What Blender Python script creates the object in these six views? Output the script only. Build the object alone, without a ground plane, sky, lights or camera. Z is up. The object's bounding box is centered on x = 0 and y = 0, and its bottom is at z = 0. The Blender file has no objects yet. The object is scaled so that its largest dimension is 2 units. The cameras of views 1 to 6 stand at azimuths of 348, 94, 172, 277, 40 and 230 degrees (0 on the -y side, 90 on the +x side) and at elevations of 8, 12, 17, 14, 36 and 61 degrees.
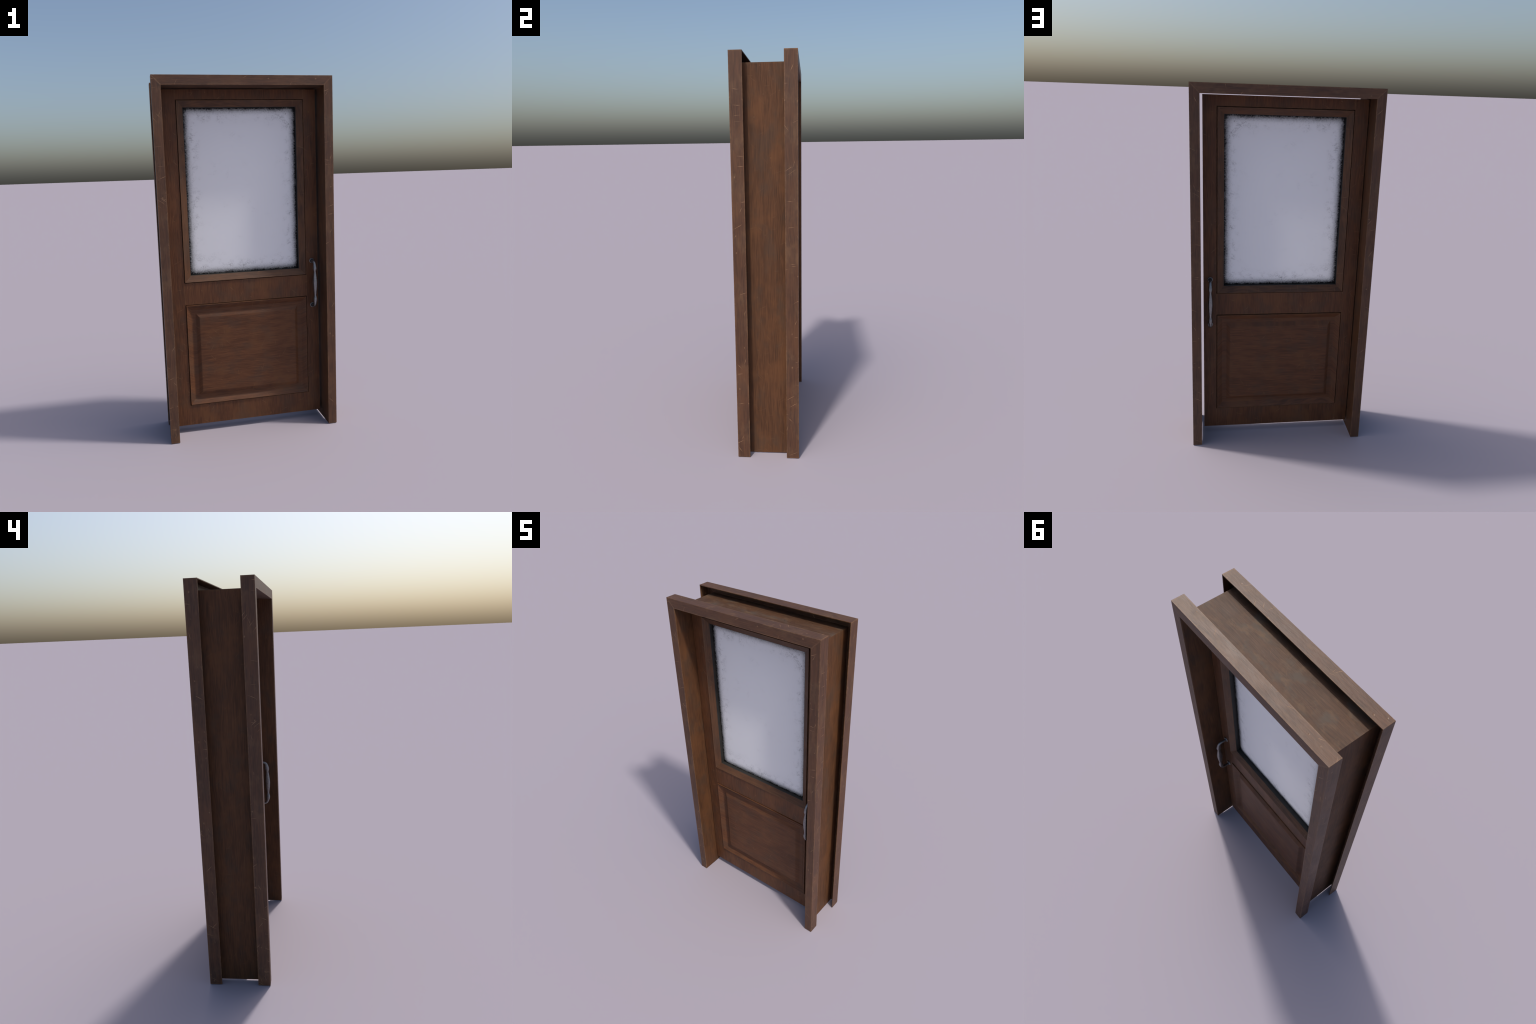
import bpy, math
from mathutils import Vector

# ----------------------------------------------------------------------------
#  Half-glazed wooden door hanging in a boxed frame (metres, z up)
# ----------------------------------------------------------------------------
# frame
OUT_X, IN_X = 0.4889, 0.4398        # outer / inner half width of the casings
TOP_Z, IN_Z = 2.0, 1.9495           # outer / inner height of the casings
FACE_Y, BACK_Y = 0.1565, 0.0942     # visible face and rear lip of each casing
BOARD = 0.004                       # board thickness of casings and jambs
# door leaf
LEAF_L, LEAF_R = -0.4345, 0.4256
LEAF_B, LEAF_T = 0.0438, 1.9440
LEAF_Y = 0.0395                     # half thickness
# openings in the leaf (outer edges of the mouldings)
OPEN_L, OPEN_R = -0.3618, 0.3543
WIN_B, WIN_T = 0.8842, 1.8903
PAN_B, PAN_T = 0.1620, 0.7585
MOLD = 0.0388                       # width of the window moulding
GLASS_Y = 0.0007

scene = bpy.context.scene


# ---------------------------------------------------------------- node helper
class Nodes:
    def __init__(self, name):
        self.mat = bpy.data.materials.new(name)
        self.mat.use_nodes = True
        self.t = self.mat.node_tree
        self.t.nodes.clear()
        self.out = self.t.nodes.new("ShaderNodeOutputMaterial")

    def put(self, socket, value):
        if isinstance(value, bpy.types.NodeSocket):
            self.t.links.new(value, socket)
        elif value is not None:
            socket.default_value = value

    def math(self, op, a, b=None, c=None, clamp=False):
        n = self.t.nodes.new("ShaderNodeMath")
        n.operation, n.use_clamp = op, clamp
        for s, v in zip(n.inputs, (a, b, c)):
            self.put(s, v)
        return n.outputs[0]

    def remap(self, v, lo, hi, a=0.0, b=1.0, smooth=True):
        n = self.t.nodes.new("ShaderNodeMapRange")
        n.interpolation_type = "SMOOTHSTEP" if smooth else "LINEAR"
        for s, x in zip(n.inputs, (v, lo, hi, a, b)):
            self.put(s, x)
        return n.outputs[0]

    def xyz(self):
        tc = self.t.nodes.new("ShaderNodeTexCoord")
        s = self.t.nodes.new("ShaderNodeSeparateXYZ")
        self.t.links.new(tc.outputs["Object"], s.inputs[0])
        return s.outputs[0], s.outputs[1], s.outputs[2]

    def vec(self, x, y, z=0.0):
        n = self.t.nodes.new("ShaderNodeCombineXYZ")
        for s, v in zip(n.inputs, (x, y, z)):
            self.put(s, v)
        return n.outputs[0]

    def noise(self, v, scale=1.0, detail=3.0, rough=0.55, distort=0.0):
        n = self.t.nodes.new("ShaderNodeTexNoise")
        self.put(n.inputs["Vector"], v)
        n.inputs["Scale"].default_value = scale
        n.inputs["Detail"].default_value = detail
        n.inputs["Roughness"].default_value = rough
        n.inputs["Distortion"].default_value = distort
        return n.outputs[0]

    def voronoi(self, v, scale=1.0):
        n = self.t.nodes.new("ShaderNodeTexVoronoi")
        n.voronoi_dimensions = "2D"
        self.put(n.inputs["Vector"], v)
        n.inputs["Scale"].default_value = scale
        s = self.t.nodes.new("ShaderNodeSeparateColor")
        self.t.links.new(n.outputs["Color"], s.inputs[0])
        return n.outputs["Distance"], s.outputs[0]

    def ramp(self, v, stops):
        n = self.t.nodes.new("ShaderNodeValToRGB")
        self.put(n.inputs[0], v)
        e = n.color_ramp.elements
        while len(e) < len(stops):
            e.new(0.5)
        for el, (p, c) in zip(e, stops):
            el.position, el.color = p, (*c, 1)
        return n.outputs[0]

    def mix(self, f, a, b):
        n = self.t.nodes.new("ShaderNodeMix")
        n.data_type = "RGBA"
        self.put(n.inputs[0], f)
        for s, v in ((n.inputs[6], a), (n.inputs[7], b)):
            self.put(s, (*v, 1) if isinstance(v, tuple) else v)
        return n.outputs[2]

    def bump(self, h, strength, dist, normal=None):
        n = self.t.nodes.new("ShaderNodeBump")
        n.inputs["Strength"].default_value = strength
        n.inputs["Distance"].default_value = dist
        self.put(n.inputs["Height"], h)
        self.put(n.inputs["Normal"], normal)
        return n.outputs[0]

    def principled(self, color, rough, **other):
        n = self.t.nodes.new("ShaderNodeBsdfPrincipled")
        self.put(n.inputs["Base Color"], (*color, 1) if isinstance(color, tuple) else color)
        self.put(n.inputs["Roughness"], rough)
        for k, v in other.items():
            self.put(n.inputs[k.replace("_", " ")], v)
        return n.outputs[0]

    def finish(self, shader):
        self.t.links.new(shader, self.out.inputs[0])
        return self.mat


# ------------------------------------------------------------------ materials
def wood(name, grain, wear=1.0, scratch=1.0, tone=1.0, seed=0.0, grey=0.35, orange=0.55, gloss=0.38, dull=0.0, dust=(0.056, 0.039, 0.028), tint=(1.0, 1.0, 1.0), rubbed=0.0):
    """Stained, worn brown timber; grain runs along z ('z') or along x ('x')."""
    k = Nodes(name)
    x, y, z = k.xyz()
    if grain == "z":
        across, along = k.math("ADD", x, k.math("MULTIPLY", y, 1.13)), z
    else:
        across, along = k.math("ADD", z, k.math("MULTIPLY", y, 1.13)), x
    across = k.math("ADD", across, seed)
    side = k.math("MULTIPLY", k.math("SUBTRACT", x, y), 0.35 if grain == "z" else 0.0)

    # gentle wander of the fibres
    wander = k.noise(k.vec(k.math("MULTIPLY", across, 5.0), k.math("MULTIPLY", along, 2.2), side), 1.0, 2.0)
    bent = k.math("ADD", across, k.math("MULTIPLY", k.math("SUBTRACT", wander, 0.5), 0.05))

    fibre = k.noise(k.vec(k.math("MULTIPLY", bent, 340.0), k.math("MULTIPLY", along, 10.0), side), 1.0, 4.0, 0.62)
    streak = k.noise(k.vec(k.math("MULTIPLY", bent, 70.0), k.math("MULTIPLY", along, 2.5), side), 1.0, 3.0, 0.55, 0.3)
    figure = k.noise(k.vec(k.math("MULTIPLY", bent, 15.0), k.math("MULTIPLY", along, 4.0), side), 1.0, 3.0, 0.5, 0.9)
    cloud = k.noise(k.vec(k.math("MULTIPLY", across, 7.0), k.math("MULTIPLY", along, 5.0), k.math("ADD", side, 4.3)), 1.0, 4.0, 0.6)
    cloud2 = k.noise(k.vec(k.math("MULTIPLY", across, 11.0), k.math("MULTIPLY", along, 7.0), k.math("ADD", side, 9.1)), 1.0, 4.0, 0.62)

    value = k.math("ADD", k.math("MULTIPLY", fibre, 0.62), k.math("MULTIPLY", streak, 0.20))
    value = k.math("ADD", value, k.math("MULTIPLY", figure, 0.18))
    t = tone
    col = k.ramp(value, [(0.30, (0.034 * t, 0.0172 * t, 0.0105 * t)), (0.47, (0.068 * t, 0.0325 * t, 0.0180 * t)),
                         (0.55, (0.092 * t, 0.0440 * t, 0.0235 * t)), (0.73, (0.128 * t, 0.0620 * t, 0.0320 * t))])
    warm = k.t.nodes.new("ShaderNodeMix")
    warm.data_type, warm.blend_type = "RGBA", "MULTIPLY"
    warm.inputs[0].default_value = 1.0
    k.put(warm.inputs[6], col)
    warm.inputs[7].default_value = (*tint, 1)
    col = warm.outputs[2]
    # orange stain showing through / greyed, dusty patches
    col = k.mix(k.remap(cloud, 0.46, 0.70, 0.0, orange), col, (0.130 * t, 0.0535 * t, 0.0205 * t))
    col = k.mix(k.remap(cloud2, 0.46, 0.68, 0.0, grey), col, tuple(c * t for c in dust))

    # short straight scratches in a few directions, most cells left empty
    marks = None
    sway = k.noise(k.vec(k.math("MULTIPLY", across, 6.0), k.math("MULTIPLY", along, 6.0), k.math("ADD", side, 6.6)), 1.0, 1.0)
    for angle, length, width, keep, off in ((0.45, 8.0, 150.0, 0.974, 1.7), (-0.75, 10.0, 140.0, 0.977, 5.2),
                                            (1.15, 13.0, 160.0, 0.984, 8.9), (0.05, 12.0, 170.0, 0.980, 3.3)):
        c, s = math.cos(angle), math.sin(angle)
        u = k.math("ADD", k.math("MULTIPLY", across, c), k.math("MULTIPLY", along, s))
        v = k.math("SUBTRACT", k.math("MULTIPLY", along, c), k.math("MULTIPLY", across, s))
        u = k.math("ADD", u, k.math("MULTIPLY", k.math("SUBTRACT", wander, 0.5), 0.02))
        v = k.math("ADD", v, k.math("MULTIPLY", k.math("SUBTRACT", sway, 0.5), 0.05))
        d, r = k.voronoi(k.vec(k.math("ADD", k.math("MULTIPLY", u, length), off), k.math("MULTIPLY", v, width)))
        m = k.math("MULTIPLY", k.remap(d, 0.05, 0.27, 1.0, 0.0), k.math("GREATER_THAN", r, keep + 0.001))
        marks = m if marks is None else k.math("MAXIMUM", marks, m)
    breakup = k.noise(k.vec(k.math("MULTIPLY", across, 60.0), k.math("MULTIPLY", along, 60.0), side), 1.0, 2.0)
    marks = k.math("MULTIPLY", marks, k.remap(breakup, 0.33, 0.60, 0.3, 1.0))
    # small chips
    d, r = k.voronoi(k.vec(k.math("MULTIPLY", across, 60.0), k.math("MULTIPLY", along, 42.0)))
    chips = k.math("MULTIPLY", k.remap(d, 0.05, 0.36, 1.0, 0.0), k.math("GREATER_THAN", r, 0.975))
    chips = k.math("MULTIPLY", chips, k.remap(breakup, 0.42, 0.6))
    rub = k.math("MULTIPLY", k.math("MAXIMUM", marks, k.math("MULTIPLY", chips, 0.55)), 0.80 * scratch, clamp=True)
    col = k.mix(rub, col, (0.285 * t, 0.160 * t, 0.080 * t))

    if rubbed:      # varnish worn thin in mottled patches
        scuff = k.noise(k.vec(k.math("MULTIPLY", across, 34.0), k.math("MULTIPLY", along, 16.0), k.math("ADD", side, 2.2)), 1.0, 4.0, 0.6)
        thin = k.math("MULTIPLY", k.remap(scuff, 0.44, 0.66), k.remap(cloud2, 0.42, 0.62))
        col = k.mix(k.math("MULTIPLY", thin, rubbed), col, (0.165 * t, 0.086 * t, 0.039 * t))
    # rubbed arrises: shading normal of a rounded edge against the flat one
    bev = k.t.nodes.new("ShaderNodeBevel")
    bev.samples = 6
    bev.inputs["Radius"].default_value = 0.0095
    geo = k.t.nodes.new("ShaderNodeNewGeometry")
    dot = k.t.nodes.new("ShaderNodeVectorMath")
    dot.operation = "DOT_PRODUCT"
    k.t.links.new(bev.outputs[0], dot.inputs[0])
    k.t.links.new(geo.outputs["Normal"], dot.inputs[1])
    edge = k.remap(dot.outputs["Value"], 0.999, 0.80)
    edge = k.math("MULTIPLY", edge, k.remap(cloud2, 0.38, 0.58, 0.25, 1.0))
    edge = k.math("MULTIPLY", edge, k.remap(breakup, 0.30, 0.60, 0.35, 1.0))
    col = k.mix(k.math("MULTIPLY", edge, 0.85 * wear), col, (0.205 * t, 0.106 * t, 0.049 * t))

    rough = k.math("ADD", 0.40 + dull, k.math("MULTIPLY", cloud2, 0.22))
    relief = k.noise(k.vec(k.math("MULTIPLY", across, 75.0), k.math("MULTIPLY", along, 22.0), side), 1.0, 4.0, 0.6)
    height = k.math("SUBTRACT", k.math("ADD", k.math("MULTIPLY", fibre, 0.5), k.math("MULTIPLY", relief, 2.0)), k.math("ADD", k.math("MULTIPLY", marks, 0.8), k.math("MULTIPLY", chips, 1.6)))
    soft = k.t.nodes.new("ShaderNodeBevel")
    soft.samples = 4
    soft.inputs["Radius"].default_value = 0.0012
    nrm = k.bump(height, 0.35, 0.0012, soft.outputs[0])
    return k.finish(k.principled(col, rough, Normal=nrm, Specular_IOR_Level=gloss))


def frosted_glass():
    k = Nodes("frosted_dirty_glass")
    x, y, z = k.xyz()
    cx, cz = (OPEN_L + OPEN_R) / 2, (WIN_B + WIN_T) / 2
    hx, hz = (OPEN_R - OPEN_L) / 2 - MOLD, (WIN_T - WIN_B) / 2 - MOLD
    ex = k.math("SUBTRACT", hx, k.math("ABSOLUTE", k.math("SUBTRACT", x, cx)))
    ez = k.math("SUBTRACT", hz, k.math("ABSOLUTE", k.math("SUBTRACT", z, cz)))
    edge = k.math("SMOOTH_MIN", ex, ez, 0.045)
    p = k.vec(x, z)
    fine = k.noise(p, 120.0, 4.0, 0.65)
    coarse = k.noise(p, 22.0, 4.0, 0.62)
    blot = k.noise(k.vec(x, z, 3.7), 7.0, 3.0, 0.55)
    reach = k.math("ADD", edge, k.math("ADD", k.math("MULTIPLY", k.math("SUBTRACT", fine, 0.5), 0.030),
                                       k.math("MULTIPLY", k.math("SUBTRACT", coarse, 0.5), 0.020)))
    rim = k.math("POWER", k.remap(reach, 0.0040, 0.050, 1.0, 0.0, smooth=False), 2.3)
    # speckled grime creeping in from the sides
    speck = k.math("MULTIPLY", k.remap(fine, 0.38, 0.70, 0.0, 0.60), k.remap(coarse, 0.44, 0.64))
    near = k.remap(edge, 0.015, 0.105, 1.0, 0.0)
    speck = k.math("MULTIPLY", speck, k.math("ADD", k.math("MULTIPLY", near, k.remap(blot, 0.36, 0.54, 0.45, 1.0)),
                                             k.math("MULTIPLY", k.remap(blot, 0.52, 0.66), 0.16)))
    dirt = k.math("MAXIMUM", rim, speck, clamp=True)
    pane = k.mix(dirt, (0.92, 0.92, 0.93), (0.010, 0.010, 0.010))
    body = k.principled(pane, 0.34, Specular_IOR_Level=0.5)
    tr = k.t.nodes.new("ShaderNodeBsdfTranslucent")
    k.put(tr.inputs["Color"], pane)
    mx = k.t.nodes.new("ShaderNodeMixShader")
    mx.inputs[0].default_value = 0.50
    k.t.links.new(body, mx.inputs[1])
    k.t.links.new(tr.outputs[0], mx.inputs[2])
    return k.finish(mx.outputs[0])


def bead_black():
    k = Nodes("dark_glazing_paint")
    x, y, z = k.xyz()
    n = k.noise(k.vec(x, y, z), 40.0, 3.0)
    col = k.ramp(n, [(0.3, (0.017, 0.0165, 0.015)), (0.7, (0.026, 0.025, 0.022))])
    return k.finish(k.principled(col, 0.55))


def iron():
    k = Nodes("worn_dark_steel")
    x, y, z = k.xyz()
    n = k.noise(k.vec(x, y, z), 120.0, 4.0)
    col = k.ramp(n, [(0.3, (0.20, 0.20, 0.205)), (0.7, (0.31, 0.31, 0.315))])
    return k.finish(k.principled(col, k.math("ADD", 0.38, k.math("MULTIPLY", n, 0.12)), Metallic=1.0))


CASING_V = wood("casing_wood_upright", "z", seed=0.37, scratch=1.25, wear=1.1, rubbed=0.40, orange=0.5, grey=0.25, gloss=0.44, tone=0.93, tint=(1.06, 0.94, 0.80))
CASING_H = wood("casing_wood_level", "x", seed=1.21, scratch=1.25, wear=1.1, rubbed=0.40, orange=0.5, grey=0.25, gloss=0.44, tone=0.93, tint=(1.06, 0.94, 0.80))
JAMB_V = wood("jamb_wood_upright", "z", wear=0.4, scratch=0.16, seed=2.43, gloss=0.25, dull=0.12, orange=0.6, grey=0.4, tint=(1.10, 0.98, 0.78))
JAMB_H = wood("jamb_wood_level", "x", wear=0.3, scratch=0.2, seed=3.17, gloss=0.3, dull=0.12, grey=0.9, orange=0.2, dust=(0.080, 0.058, 0.043), tint=(0.92, 0.95, 0.95), rubbed=0.45)
LEAF_V = wood("leaf_wood_upright", "z", wear=0.6, scratch=0.38, seed=4.71, orange=0.65, gloss=0.26, tint=(1.20, 0.98, 0.77))
PANEL_H = wood("panel_wood_level", "x", wear=0.3, scratch=0.22, seed=5.53, orange=0.75, gloss=0.26, tint=(1.24, 1.0, 0.76))
MOLD_V = wood("moulding_wood_upright", "z", wear=0.4, scratch=0.3, seed=6.11, gloss=0.3, tint=(1.06, 1.0, 0.88))
MOLD_H = wood("moulding_wood_level", "x", wear=0.4, scratch=0.3, seed=7.29, gloss=0.3, tint=(1.06, 1.0, 0.88))
GLASS, BEAD, IRON = frosted_glass(), bead_black(), iron()

# ----------------------------------------------------------------- hierarchy
door = bpy.data.objects.new("wooden_door", None)
door["label"] = "brown wooden door with frosted window in boxed frame"
door["category"] = "door"
scene.collection.objects.link(door)


def add(name, verts, faces, mat, parent=door, smooth=False):
    me = bpy.data.meshes.new(name)
    me.from_pydata(verts, [], faces)
    me.update()
    import bmesh
    bm = bmesh.new()
    bm.from_mesh(me)
    bmesh.ops.recalc_face_normals(bm, faces=bm.faces)
    bm.to_mesh(me)
    bm.free()
    me.materials.append(mat)
    if smooth:
        me.polygons.foreach_set("use_smooth", [True] * len(me.polygons))
    ob = bpy.data.objects.new(name, me)
    ob.parent = parent
    scene.collection.objects.link(ob)
    return ob


def box(name, x0, x1, y0, y1, z0, z1, mat):
    v = [(x, y, z) for z in (z0, z1) for y in (y0, y1) for x in (x0, x1)]
    f = [(0, 2, 3, 1), (4, 5, 7, 6), (0, 1, 5, 4), (1, 3, 7, 5), (3, 2, 6, 7), (2, 0, 4, 6)]
    return add(name, v, f, mat)


def prism(name, ends, mat):
    """Solid between two matching outlines."""
    a, b = ends
    n = len(a)
    f = [tuple(range(n)), tuple(range(2 * n - 1, n - 1, -1))]
    f += [(i, (i + 1) % n, n + (i + 1) % n, n + i) for i in range(n)]
    return add(name, list(a) + list(b), f, mat)


# ------------------------------------------------- casings: hollow angle boards
W, D, T = OUT_X - IN_X, FACE_Y - BACK_Y, BOARD
ANGLE = [(0, 0), (W, 0), (W, D), (W - T, D), (W - T, T), (0, T)]   # (outward, depth)
rise = (TOP_Z - IN_Z) / W
for sy in (-1, 1):
    yy = lambda d: sy * (FACE_Y - d)
    for sx in (-1, 1):
        prism("casing_leg", ([(sx * (IN_X + o), yy(d), 0.0) for o, d in ANGLE],
                             [(sx * (IN_X + o), yy(d), IN_Z + o * rise) for o, d in ANGLE]), CASING_V)
    prism("casing_head", ([(-(IN_X + o), yy(d), IN_Z + o * rise) for o, d in ANGLE],
                          [(IN_X + o, yy(d), IN_Z + o * rise) for o, d in ANGLE]), CASING_H)

# ------------------------------------------------------------------- door jamb
JY, SHEET = FACE_Y - T, 0.0015
for sx in (-1, 1):
    a, b = sorted((sx * IN_X, sx * (IN_X + SHEET)))
    box("jamb_leg", a, b, -JY, JY, 0.001, IN_Z, JAMB_V)
box("jamb_head", -IN_X - SHEET, IN_X + SHEET, -JY, JY, IN_Z, IN_Z + SHEET, JAMB_H)

# ------------------------------------------------------- leaf: stiles and rails
box("stile", LEAF_L, OPEN_L, -LEAF_Y, LEAF_Y, LEAF_B, LEAF_T, LEAF_V)
box("stile", OPEN_R, LEAF_R, -LEAF_Y, LEAF_Y, LEAF_B, LEAF_T, LEAF_V)
for b, t in ((LEAF_B, PAN_B), (PAN_T, WIN_B), (WIN_T, LEAF_T)):
    box("rail", OPEN_L, OPEN_R, -LEAF_Y, LEAF_Y, b, t, LEAF_V)

# ------------------------------------- lower panel: rings of a moulded profile
# (inset from the opening, distance of the surface from the middle plane)
PROFILE = [(0.0000, 0.0270), (0.0032, 0.0270), (0.0035, 0.0434), (0.0048, 0.0452), (0.0066, 0.0446),  # first two points: slot modelled to draw the dark occlusion line round the panel
           (0.0198, 0.0360), (0.0298, 0.0288), (0.0333, 0.0268), (0.0368, 0.0257), (0.0408, 0.0254), (0.0548, 0.0256),
           (0.0583, 0.0268), (0.0658, 0.0335), (0.0728, 0.0400), (0.0763, 0.0424), (0.0803, 0.0432), (0.0898, 0.0433)]


def ring(inset, y):
    return [(OPEN_L + inset, y, PAN_B + inset), (OPEN_R - inset, y, PAN_B + inset),
            (OPEN_R - inset, y, PAN_T - inset), (OPEN_L + inset, y, PAN_T - inset)]


verts, faces = [], []
rings = [ring(i, -y) for i, y in reversed(PROFILE)] + [ring(i, y) for i, y in PROFILE]
for r in rings:
    verts += r
for j in range(len(rings) - 1):
    for i in range(4):
        a, b = 4 * j + i, 4 * j + (i + 1) % 4
        faces.append((a, b, b + 4, a + 4))
faces += [(3, 2, 1, 0), tuple(range(len(verts) - 4, len(verts)))]
panel = add("raised_panel", verts, faces, PANEL_H, smooth=True)
# soften the sunk border: full relief on the outer bevel, eased normals on the rise to the field
normals = []
for poly in panel.data.polygons:
    for li in poly.loop_indices:
        co = panel.data.vertices[panel.data.loops[li].vertex_index].co
        inset = min(co.x - OPEN_L, OPEN_R - co.x, co.z - PAN_B, PAN_T - co.z)
        mid = poly.center
        at = min(mid.x - OPEN_L, OPEN_R - mid.x, mid.z - PAN_B, PAN_T - mid.z)
        flat = Vector((0.0, math.copysign(1.0, co.y), 0.0))
        ease = 0.0 if at < 0.0313 or len(poly.vertices) > 4 else min(1.0, (inset - 0.0313) / 0.005) * 0.42
        normals.append((poly.normal.lerp(flat, max(ease, 0.0))).normalized())
panel.data.normals_split_custom_set(normals)

# ------------------------------------------------ window: mitred bevel mouldings
# outline of one moulding in (inset, y), both faces of the door in one bar
BAR = [(0.0, 0.0270), (0.0032, 0.0270), (0.0035, 0.0434), (0.0048, 0.0448), (MOLD - 0.001, 0.0252), (MOLD, 0.0240)]  # starts with a cut channel, shaped to give the window surround its contact shadow
BAR = BAR + [(i, -y) for i, y in reversed(BAR)]
PANE = [(OPEN_L, WIN_B), (OPEN_R, WIN_B), (OPEN_R, WIN_T), (OPEN_L, WIN_T)]
SIGN = [(1, 1), (-1, 1), (-1, -1), (1, -1)]


def corner(c, inset, y):
    return (PANE[c][0] + SIGN[c][0] * inset, y, PANE[c][1] + SIGN[c][1] * inset)


for c in range(4):
    e = (c + 1) % 4
    prism("window_moulding", ([corner(c, i, y) for i, y in BAR], [corner(e, i, y) for i, y in BAR]),
          MOLD_H if c % 2 == 0 else MOLD_V)
# dark strip lining the inside of the mouldings, 1 mm proud of the wood
LINE = [(MOLD, 0.0236), (MOLD + 0.0012, 0.0236), (MOLD + 0.0012, -0.0236), (MOLD, -0.0236)]
for c in range(4):
    e = (c + 1) % 4
    prism("glazing_bead", ([corner(c, i, y) for i, y in LINE], [corner(e, i, y) for i, y in LINE]), BEAD)
g = MOLD + 0.0012
box("glass_pane", OPEN_L + g, OPEN_R - g, -GLASS_Y, GLASS_Y, WIN_B + g, WIN_T - g, GLASS)

# --------------------------------------------------------------------- handles
HX, Z_TOP, Z_LOW = 0.3890, 0.9675, 0.7020


def spline(pts, steps):
    out = []
    for i in range(len(pts) - 1):
        p0, p1, p2, p3 = pts[max(i - 1, 0)], pts[i], pts[i + 1], pts[min(i + 2, len(pts) - 1)]
        for s in range(steps):
            t = s / steps
            out.append(tuple(0.5 * (2 * b + (c - a) * t + (2 * a - 5 * b + 4 * c - d) * t * t + (3 * b - a - 3 * c + d) * t ** 3)
                             for a, b, c, d in zip(p0, p1, p2, p3)))
    return out + [tuple(pts[-1])]


# (distance from door face, height, half width, half depth)
GRIP = spline([(0.0000, 0.9675, 0.0062, 0.0062), (0.0180, 0.9675, 0.0061, 0.0061), (0.0320, 0.9688, 0.0061, 0.0064),
               (0.0463, 0.9635, 0.0062, 0.0074), (0.0533, 0.9510, 0.0069, 0.0094), (0.0563, 0.9300, 0.0091, 0.0126),
               (0.0568, 0.9190, 0.0076, 0.0104), (0.0571, 0.9080, 0.0056, 0.0078), (0.0573, 0.8800, 0.0085, 0.0118),
               (0.0571, 0.8480, 0.0110, 0.0154), (0.0573, 0.8150, 0.0096, 0.0136), (0.0573, 0.7800, 0.0063, 0.0086),
               (0.0573, 0.7690, 0.0056, 0.0077), (0.0573, 0.7570, 0.0077, 0.0106), (0.0568, 0.7450, 0.0093, 0.0125),
               (0.0543, 0.7270, 0.0070, 0.0100), (0.0483, 0.7120, 0.0058, 0.0076), (0.0383, 0.7050, 0.0057, 0.0062),
               (0.0180, 0.7020, 0.0060, 0.0060), (0.0000, 0.7020, 0.0062, 0.0062)], 5)
N = 20
gv, gf = [], []
for i, (d, h, rx, rn) in enumerate(GRIP):
    a, b = GRIP[max(i - 1, 0)], GRIP[min(i + 1, len(GRIP) - 1)]
    td, th = b[0] - a[0], b[1] - a[1]
    l = math.hypot(td, th) or 1.0
    nd, nh = -th / l, td / l
    for s in range(N):
        w = 2 * math.pi * s / N
        c, q = (math.copysign(abs(f(w)) ** 0.62, f(w)) for f in (math.cos, math.sin))   # slightly squared oval
        gv.append((HX + 1.12 * rx * c, -(LEAF_Y + d + nd * rn * q), h + nh * rn * q))
for i in range(len(GRIP) - 1):
    for s in range(N):
        a, b = i * N + s, i * N + (s + 1) % N
        gf.append((a, b, b + N, a + N))
gf += [tuple(range(N)), tuple(range(len(gv) - N, len(gv)))]
grip = add("handle", gv, gf, IRON, smooth=True)

# dished washer under each end of the grip: (radius, distance from door face)
DISH = [(0.0145, -0.001), (0.0148, 0.0016), (0.0142, 0.0042), (0.0126, 0.0056), (0.0110, 0.0048), (0.0090, 0.0016), (0.0070, 0.0006), (0.0, 0.0006)]
rv, rf, M = [], [], 32
for r, d in DISH[:-1]:
    rv += [(HX + r * math.cos(2 * math.pi * s / M), -(LEAF_Y + d), Z_TOP + r * math.sin(2 * math.pi * s / M)) for s in range(M)]
for i in range(len(DISH) - 2):
    for s in range(M):
        a, b = i * M + s, i * M + (s + 1) % M
        rf.append((a, b, b + M, a + M))
rf += [tuple(range(M)), tuple(range(len(rv) - M, len(rv)))]
dish = add("handle_rosette", rv, rf, IRON, parent=grip, smooth=True)


def again(src, parent, dz=0.0, flip=False):
    o = src.copy()
    o.parent = parent
    if flip:
        o.scale = (1, -1, 1)
    o.location = (0, 0, dz)
    scene.collection.objects.link(o)
    return o


again(dish, grip, dz=Z_LOW - Z_TOP)
rear = again(grip, door, flip=True)
again(dish, rear)
again(dish, rear, dz=Z_LOW - Z_TOP)
